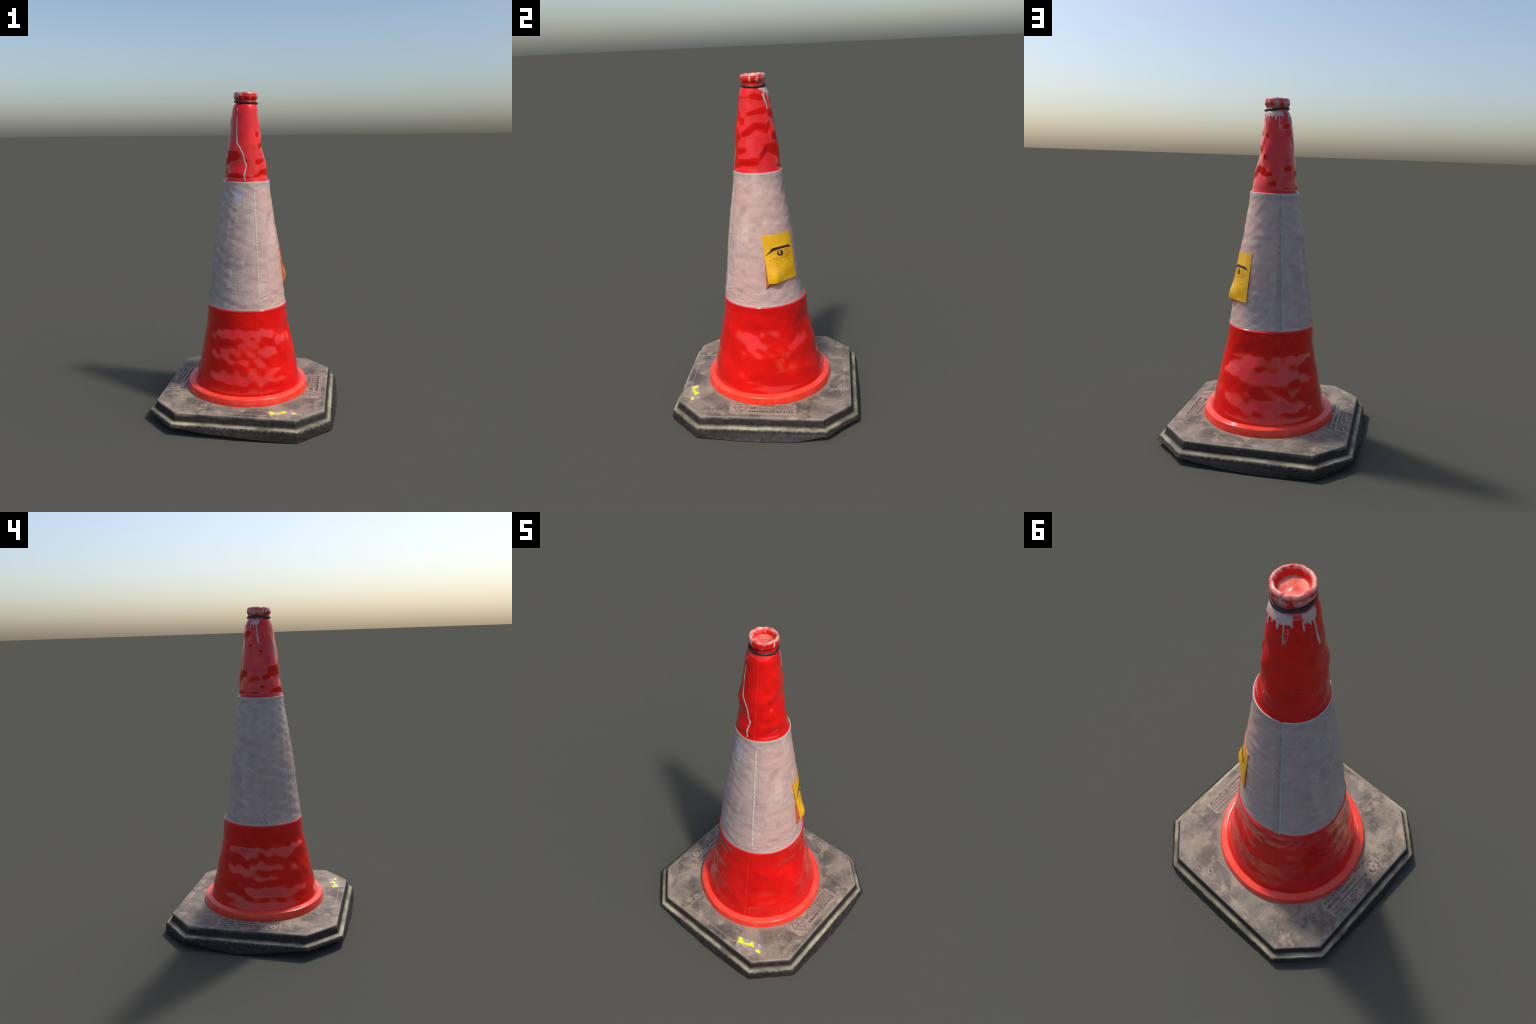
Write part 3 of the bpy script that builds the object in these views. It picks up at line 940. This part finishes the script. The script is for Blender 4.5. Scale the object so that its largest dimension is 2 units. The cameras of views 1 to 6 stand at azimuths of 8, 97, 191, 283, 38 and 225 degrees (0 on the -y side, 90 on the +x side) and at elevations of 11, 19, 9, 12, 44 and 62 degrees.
def build_upper():
    nth = 360
    th = np.linspace(0, TAU, nth, endpoint=False)
    zs = np.linspace(1.43, 1.880, 260)
    rows = []
    for z in zs:
        a, b = axis(z); r = r_upp(th, np.full(nth, z))
        rows.append(np.stack([a + r * np.cos(th), b + r * np.sin(th), np.full(nth, z)], -1))
    r_sh = r_upp(th, np.full(nth, 1.880))
    wob = Field(41, 30, 13, .3, .6)(th, 0 * th); wob2 = Field(42, 30, 11, .3, .6)(th, 0 * th)
    # shoulder, neck, cap, cup: (radius, height, share of squashed shoulder, share of wobble)
    prof = [(.0835, 1.888, .85, 0), (.0815, 1.896, .7, .1), (.0788, 1.904, .55, .2), (.0762, 1.911, .42, .2), (.0732, 1.917, .30, .2), (.0700, 1.9215, .2, .2), (.0672, 1.9245, .1, .2),
            (.0655, 1.9285, 0, .2), (.0648, 1.934, 0, .2), (.0642, 1.940, 0, .2), (.0638, 1.946, 0, .3), (.0642, 1.9505, 0, .4), (.0658, 1.9545, 0, .5), (.0684, 1.958, 0, .6), (.0706, 1.962, 0, .8),
            (.0718, 1.967, 0, .9), (.0722, 1.973, 0, 1), (.0718, 1.979, 0, 1), (.0708, 1.985, 0, 1), (.0692, 1.9905, 0, 1), (.0665, 1.9945, 0, 1), (.0630, 1.9965, 0, 1), (.0595, 1.9962, 0, 1),
            (.0568, 1.994, 0, 1), (.0548, 1.9905, 0, .8), (.0532, 1.985, 0, .6), (.0518, 1.979, 0, .5), (.0505, 1.972, 0, .4), (.0490, 1.9680, 0, .3), (.0470, 1.9655, 0, .2), (.042, 1.9640, 0, .2),
            (.032, 1.9634, 0, .12), (.022, 1.9632, 0, .05), (.012, 1.9642, 0, 0), (.006, 1.9665, 0, 0), (.001, 1.9672, 0, 0)]
    r0 = UPP[1][-1]
    for r, z, sq, w in prof:
        a, b = axis(min(z, 1.98))
        rr = r + sq * (r_sh - r0) + w * .0007 * wob * (1 if r > .045 else .3)
        zz = z + w * (.0007 * wob2 * (1 if z > 1.96 else .3) + .0012 * np.cos(th - 2.0) * (z > 1.96))
        rows.append(np.stack([a + rr * np.cos(th), b + rr * np.sin(th), zz], -1))
    n = len(rows)
    V = np.concatenate(rows)
    V = V.copy()
    zmax = V[:, 2].max()
    hi = V[:, 2] > 1.95
    V[hi, 2] = 1.95 + (V[hi, 2] - 1.95) * (.05 / (zmax - 1.95))     # tallest point exactly 2 m
    F = grid_faces(nth, n, True)
    F.append(tuple((n - 1) * nth + i for i in range(nth)))
    return add_mesh("upper_cone", V, F, M_UPP, root)


upper = build_upper()


def build_band():
    n, k = 160, 14
    V = []
    for i in range(n):
        t = TAU * i / n
        z = 1.9365 - .0065 * math.cos(t) + .0015 * math.cos(2 * t + 1.2)
        a, b = axis(z)
        R = .0680 + .0006 * math.cos(3 * t)
        for j in range(k):
            p = TAU * j / k
            rr = R + (.0048 + .0008 * math.sin(5 * t)) * math.cos(p); dz = (.0068 + .0009 * math.cos(4 * t + 1)) * math.sin(p)
            V.append((a + rr * math.cos(t), b + rr * math.sin(t), z + dz))
    F = [(i * k + j, i * k + (j + 1) % k, ((i + 1) % n) * k + (j + 1) % k, ((i + 1) % n) * k + j) for i in range(n) for j in range(k)]
    F = [tuple(reversed(f)) for f in F]
    return add_mesh("elastic_band", V, F, M_BAND, root)


build_band()

# dried paint runs -----------------------------------------------------------
def lay_on(rfun, zref):
    """2D (arc metres at zref radius, height) -> skin; arc measured from angle 0"""
    def f(a, b, lift):
        return surf_point(rfun, a, b, lift)
    return f


def run(name, pts, widths, mat, rfun, parent, h=.0011, jitter=0.0, wide=1.0):
    """bead along (angle deg, height) points"""
    p = np.asarray(pts, float)
    n = max(10, int(np.abs(np.diff(p[:, 1])).sum() / .003) + 6)
    zmid = p[:, 1].mean()
    R = float(np.mean(rfun(np.radians(p[:, 0]), p[:, 1])))
    k = math.pi / 180 * R
    loc = np.stack([p[:, 0] * k, p[:, 1]], -1)
    q = resample(loc, n)
    q[:, 0] += jitter * RNG.normal(size=n)
    w = np.interp(np.linspace(0, 1, n), np.linspace(0, 1, len(widths)), widths) * wide
    V, F = ribbon(q, w, h, lambda a, b, lift: surf_point(rfun, a / k, b, lift))
    return add_mesh(name, V, F, mat, parent)


def r_upp_drip(th, z):
    """skin with the shoulder rounding in above the cone wall"""
    t = np.clip((z - 1.88) / .04, 0, 1)
    return r_upp(th, np.minimum(z, 1.88)) - .018 * t ** 1.6


for pts, w, jit in [
        ([(-180.5, 1.912), (-177, 1.868), (-173, 1.815), (-170, 1.785)], [.011, .0055, .0055, .006, .0095, .006], 0),
        ([(153.5, 1.908), (154.5, 1.872)], [.010, .005, .006, .003], 0),
        ([(168.5, 1.908), (171, 1.884)], [.010, .006, .007, .003], 0),
        ([(-117, 1.920), (-118.5, 1.885)], [.010, .0075, .006, .003], 0),
        ([(-118, 1.852), (-115.5, 1.80), (-113.5, 1.745), (-109.5, 1.692)], [.0028, .0050, .0062, .0075], .0002),
        ([(-109.5, 1.694), (-97.4, 1.659), (-88.4, 1.622), (-85.2, 1.583), (-79.9, 1.560)], [.0075, .0082, .0074, .0068, .0082], .0007),
        ([(-80.5, 1.565), (-83.7, 1.536), (-86.1, 1.503), (-84.2, 1.474)], [.0054, .0062, .0070, .0064], .0008),
        ([(49, 1.910), (52, 1.87), (57, 1.835), (58, 1.805)], [.012, .0055, .005, .0035], .0003),
        ([(36, 1.915), (47, 1.873), (55, 1.838)], [.007, .0045, .0045], .0003),
        ([(69.5, 1.908), (70, 1.861)], [.010, .0055, .0065, .003], 0),
        ([(84, 1.905), (84, 1.885)], [.010, .006, .003], 0),
        ([(98.8, 1.908), (98, 1.872)], [.011, .0065, .0072, .003], 0),
        ([(112, 1.905), (113, 1.823)], [.005, .003, .0025], .0003),
        ([(127, 1.906), (130, 1.889)], [.006, .003], 0)]:
    run("paint_drip", pts, w, M_PAINT, r_upp_drip, upper, jitter=jit * 1.6, wide=1.4)
run("skin_crack", [(119, 1.912), (124, 1.893), (129, 1.884)], [.003, .004, .002], M_SLIT, r_upp_drip, upper, h=.0008)

# --------------------------------------------------------------------------
# marks on the sleeve
# --------------------------------------------------------------------------
def lay_slv(a, b, lift):
    return surf_point(r_slv, a, b, lift)


pr = Bag()
V, F = text_mesh("SWINTEX - EN13422 CLASS R1 B UK  CONE  www.melbaswintex.co.uk  0161 761", .012)
# runs downwards, tops of the letters to the right
zc = 1.402 - V[:, 0] * .652
ac = -62.8 + (V[:, 1] - .45) * np.degrees(.0078 / spline(zc, SLV))
pr.add(lay_slv(ac, zc, np.where(V[:, 2] > 0, .0008, -.001)), F)
pr.make("printed_lettering", M_PRINT, sleeve, smooth=False)
pr = Bag()
ac = 115.6 + (V[:, 1] - .45) * np.degrees(.0070 / spline(zc, SLV))
pr.add(lay_slv(ac, zc, np.where(V[:, 2] > 0, .0006, -.001)), F)
pr.make("faint_lettering", M_FAINT, sleeve, smooth=False)

kb = Bag()
RK = .233
dk = 180 / math.pi / RK


def lay_kite(a, b, lift):
    return surf_point(r_slv, -119.0 + a * dk, b, lift)


heart(.0, .791, .046, .052, (1, 0), (0, 1), kb, lay_kite, .0024, .0006)
stroke(kb, [(.090, .826), (-.012, .824), (-.024, .820), (-.027, .81), (-.016, .748), (.02, .745)], .0020, lay_kite, .0006)
kb.make("pale_heart_mark", M_KITE, sleeve)

for pts, w in (([(-165.5, .764), (-163.4, .754), (-162.2, .748)], .0045), ([(-168, .744), (-166.0, .735), (-164.3, .724)], .0050), ([(-164.5, .709), (-163, .705), (-161, .710)], .0055)):
    run("brown_smear", pts, [w * .7, w * 1.5, w * .8], M_RUST, r_slv, sleeve, h=.0005)
for pts in ([(-121.2, 1.401), (-117.2, 1.390)], [(-117.0, 1.353), (-112.6, 1.340)], [(-133.6, 1.275), (-133.2, 1.262)], [(113.6, 1.170), (112.8, 1.158)], [(113.2, 1.136), (112.8, 1.124)]):
    run("slit", pts, [.002, .0045, .002], M_SLIT, r_slv, sleeve, h=.0006)

# --------------------------------------------------------------------------
# sticker with the drawn eye
# --------------------------------------------------------------------------
def stick_map(s, t):
    """s 0..1 left to right, t 0..1 top to bottom -> angle, height, lift"""
    s = np.asarray(s, float); t = np.asarray(t, float)
    ang = (6.7 + 6.3 * t) * (1 - s) + (64.5 - 1.5 * t) * s
    z = (1.113 - .281 * t) * (1 - s) + (1.115 - .278 * t) * s
    lift = .0024 + .009 * (1 - s) ** 2.5 * t + .005 * t + .018 * np.exp(-((s - .22) / .17) ** 2 - ((t - .92) / .26) ** 2)
    lift = lift + .0014 * np.sin(9 * t + 3 * s) * t + .0010 * np.sin(5 * s + 14 * t) * np.sin(math.pi * s)
    return ang, z, lift


def r_plain(th, z):
    return spline(z, SLV) + gauss_sum(SLV_DENTS, np.degrees(th), z)


def lay_st(s, t, lift):
    a, z, l = stick_map(s, t)
    return surf_point(r_plain, a, z, l + lift)


def build_sticker():
    n, m = 48, 60
    s, t = np.meshgrid(np.linspace(0, 1, n), np.linspace(0, 1, m))
    P = lay_st(s, t, 0 * s).reshape(-1, 3)
    ob = add_mesh("sticker", P, [tuple(reversed(f)) for f in grid_faces(n, m, False)], M_STICK, sleeve)
    # orange skirt closing the gap to the sleeve
    rim = [(x, 0) for x in np.linspace(0, 1, 40)] + [(1, y) for y in np.linspace(0, 1, 60)[1:]] + [(x, 1) for x in np.linspace(1, 0, 40)[1:]] + [(0, y) for y in np.linspace(1, 0, 60)[1:-1]]
    S_ = np.array([r[0] for r in rim]); T_ = np.array([r[1] for r in rim])
    rows = []
    a, z, l = stick_map(S_, T_)
    for k in np.linspace(0, 1, 6):
        # the peeled lower left corner runs back to the sleeve a little below the edge
        zz = z - k * .030 * np.where(T_ > .995, 1, 0) * (1 - S_) ** 1.2 - k * .020 * (S_ < .001) * T_ ** 6
        aa = a - k * (4.0 * (S_ < .001) * T_ ** 2)
        rows.append(surf_point(r_plain, aa, zz, l * (1 - k) - .004 * k))
    add_mesh("sticker_edge", np.concatenate(rows), [tuple(reversed(f)) for f in grid_faces(len(rim), 6, True)], M_STICKSIDE, ob)
    return ob


sticker = build_sticker()
PXW, PXH = .205, .285       # sticker size in metres, for even stroke widths


def lay_eye(a, b, lift):
    return lay_st(np.asarray(a) / PXW, np.asarray(b) / PXH, lift)


def ST(pts):
    return [(s * PXW, t * PXH) for s, t in pts]


def densify(poly, step=.004):
    return [tuple(p) for p in dense_loop(list(poly), step)]


BROW = [(0.011, 0.421), (0.133, 0.357), (0.245, 0.276), (0.432, 0.266), (0.623, 0.268), (0.823, 0.278), (0.911, 0.344), (0.706, 0.314), (0.527, 0.314), (0.367, 0.325), (0.254, 0.341), (0.115, 0.391)]
PUPIL = [(0.574, 0.411), (0.564, 0.43), (0.547, 0.446), (0.521, 0.457), (0.488, 0.46), (0.459, 0.46), (0.428, 0.452), (0.405, 0.441), (0.385, 0.422), (0.375, 0.402), (0.377, 0.384), (0.383, 0.365), (0.402, 0.353), (0.424, 0.342), (0.452, 0.337), (0.485, 0.34), (0.516, 0.348), (0.544, 0.36), (0.561, 0.375), (0.571, 0.392)]
GLINTS = [((0.453, 0.376), 0.0072, 0.0078), ((0.47, 0.422), 0.004, 0.0042)]
LINES = [
    ([(0.135, 0.44), (0.208, 0.398), (0.334, 0.362), (0.418, 0.339)], 0.0022),
    ([(0.593, 0.343), (0.696, 0.36), (0.762, 0.408), (0.779, 0.463), (0.755, 0.504), (0.599, 0.506), (0.43, 0.51), (0.355, 0.509), (0.237, 0.482), (0.161, 0.455), (0.147, 0.436), (0.195, 0.406)], 0.0022),
    ([(0.201, 0.483), (0.28, 0.518), (0.353, 0.543), (0.391, 0.522)], 0.0022),
    ([(0.661, 0.341), (0.754, 0.37), (0.827, 0.42)], 0.0016),
    ([(0.673, 0.378), (0.659, 0.406)], 0.0022),
    ([(0.699, 0.44), (0.732, 0.464), (0.713, 0.473)], 0.003),
    ([(0.782, 0.474), (0.726, 0.48)], 0.002),
    ([(0.874, 0.456), (0.86, 0.489)], 0.0032),
    ([(0.334, 0.407), (0.334, 0.423)], 0.0022),
    ([(0.35, 0.46), (0.322, 0.487), (0.318, 0.505)], 0.003),
    ([(0.53, 0.455), (0.538, 0.491)], 0.003),
    ([(0.632, 0.454), (0.621, 0.478)], 0.0022),
    ([(0.207, 0.402), (0.198, 0.414)], 0.0022),
    ([(0.076, 0.44), (0.078, 0.462)], 0.0022),
    ([(0.122, 0.498), (0.175, 0.554)], 0.0022),
    ([(0.232, 0.538), (0.265, 0.56)], 0.003),
    ([(0.3, 0.594), (0.338, 0.616)], 0.0022),
    ([(0.268, 0.625), (0.314, 0.653), (0.398, 0.673)], 0.0022),
    ([(0.431, 0.567), (0.457, 0.58), (0.494, 0.587)], 0.0022),
    ([(0.577, 0.599), (0.623, 0.599)], 0.003),
    ([(0.704, 0.573), (0.754, 0.565)], 0.0022),
    ([(0.652, 0.662), (0.734, 0.651), (0.791, 0.626)], 0.0018),
    ([(0.418, 0.605), (0.426, 0.614)], 0.0022),
    ([(0.405, 0.639), (0.422, 0.64)], 0.0022),
    ([(0.544, 0.563), (0.559, 0.562)], 0.0022),
    ([(0.554, 0.661), (0.565, 0.666)], 0.0022),
    ([(0.342, 0.573), (0.352, 0.581)], 0.0022),
    ([(0.164, 0.611), (0.173, 0.613)], 0.0022),
    ([(0.825, 0.58), (0.844, 0.575)], 0.0022),
    ([(0.681, 0.534), (0.749, 0.52)], 0.0016),
    ([(0.603, 0.537), (0.626, 0.546)], 0.002),
    ([(0.486, 0.51), (0.513, 0.505)], 0.0016),
]

b_ = Bag(); b_.add(*plate(densify(ST(BROW)), lay_eye, .0009)); b_.make("eyebrow", M_INK, sticker, smooth=False)
b_ = Bag(); b_.add(*plate(densify(ST(PUPIL)), lay_eye, .0009)); b_.make("pupil", M_INK, sticker, smooth=False)
for c, rx, ry in GLINTS:
    b_ = Bag(); b_.add(*plate([((c[0]) * PXW + rx * math.cos(a), c[1] * PXH + ry * math.sin(a)) for a in np.linspace(0, TAU, 19)[:-1]], lay_eye, .0016))
    b_.make("glint", M_STICK, sticker, smooth=False)
b_ = Bag()
for pts, w in LINES:
    stroke(b_, ST(pts), w * 1.15, lay_eye, .0007, seg=4)
ln = b_.make("eye_lines", M_FINEINK, sticker); ln["kind"] = "stuff"
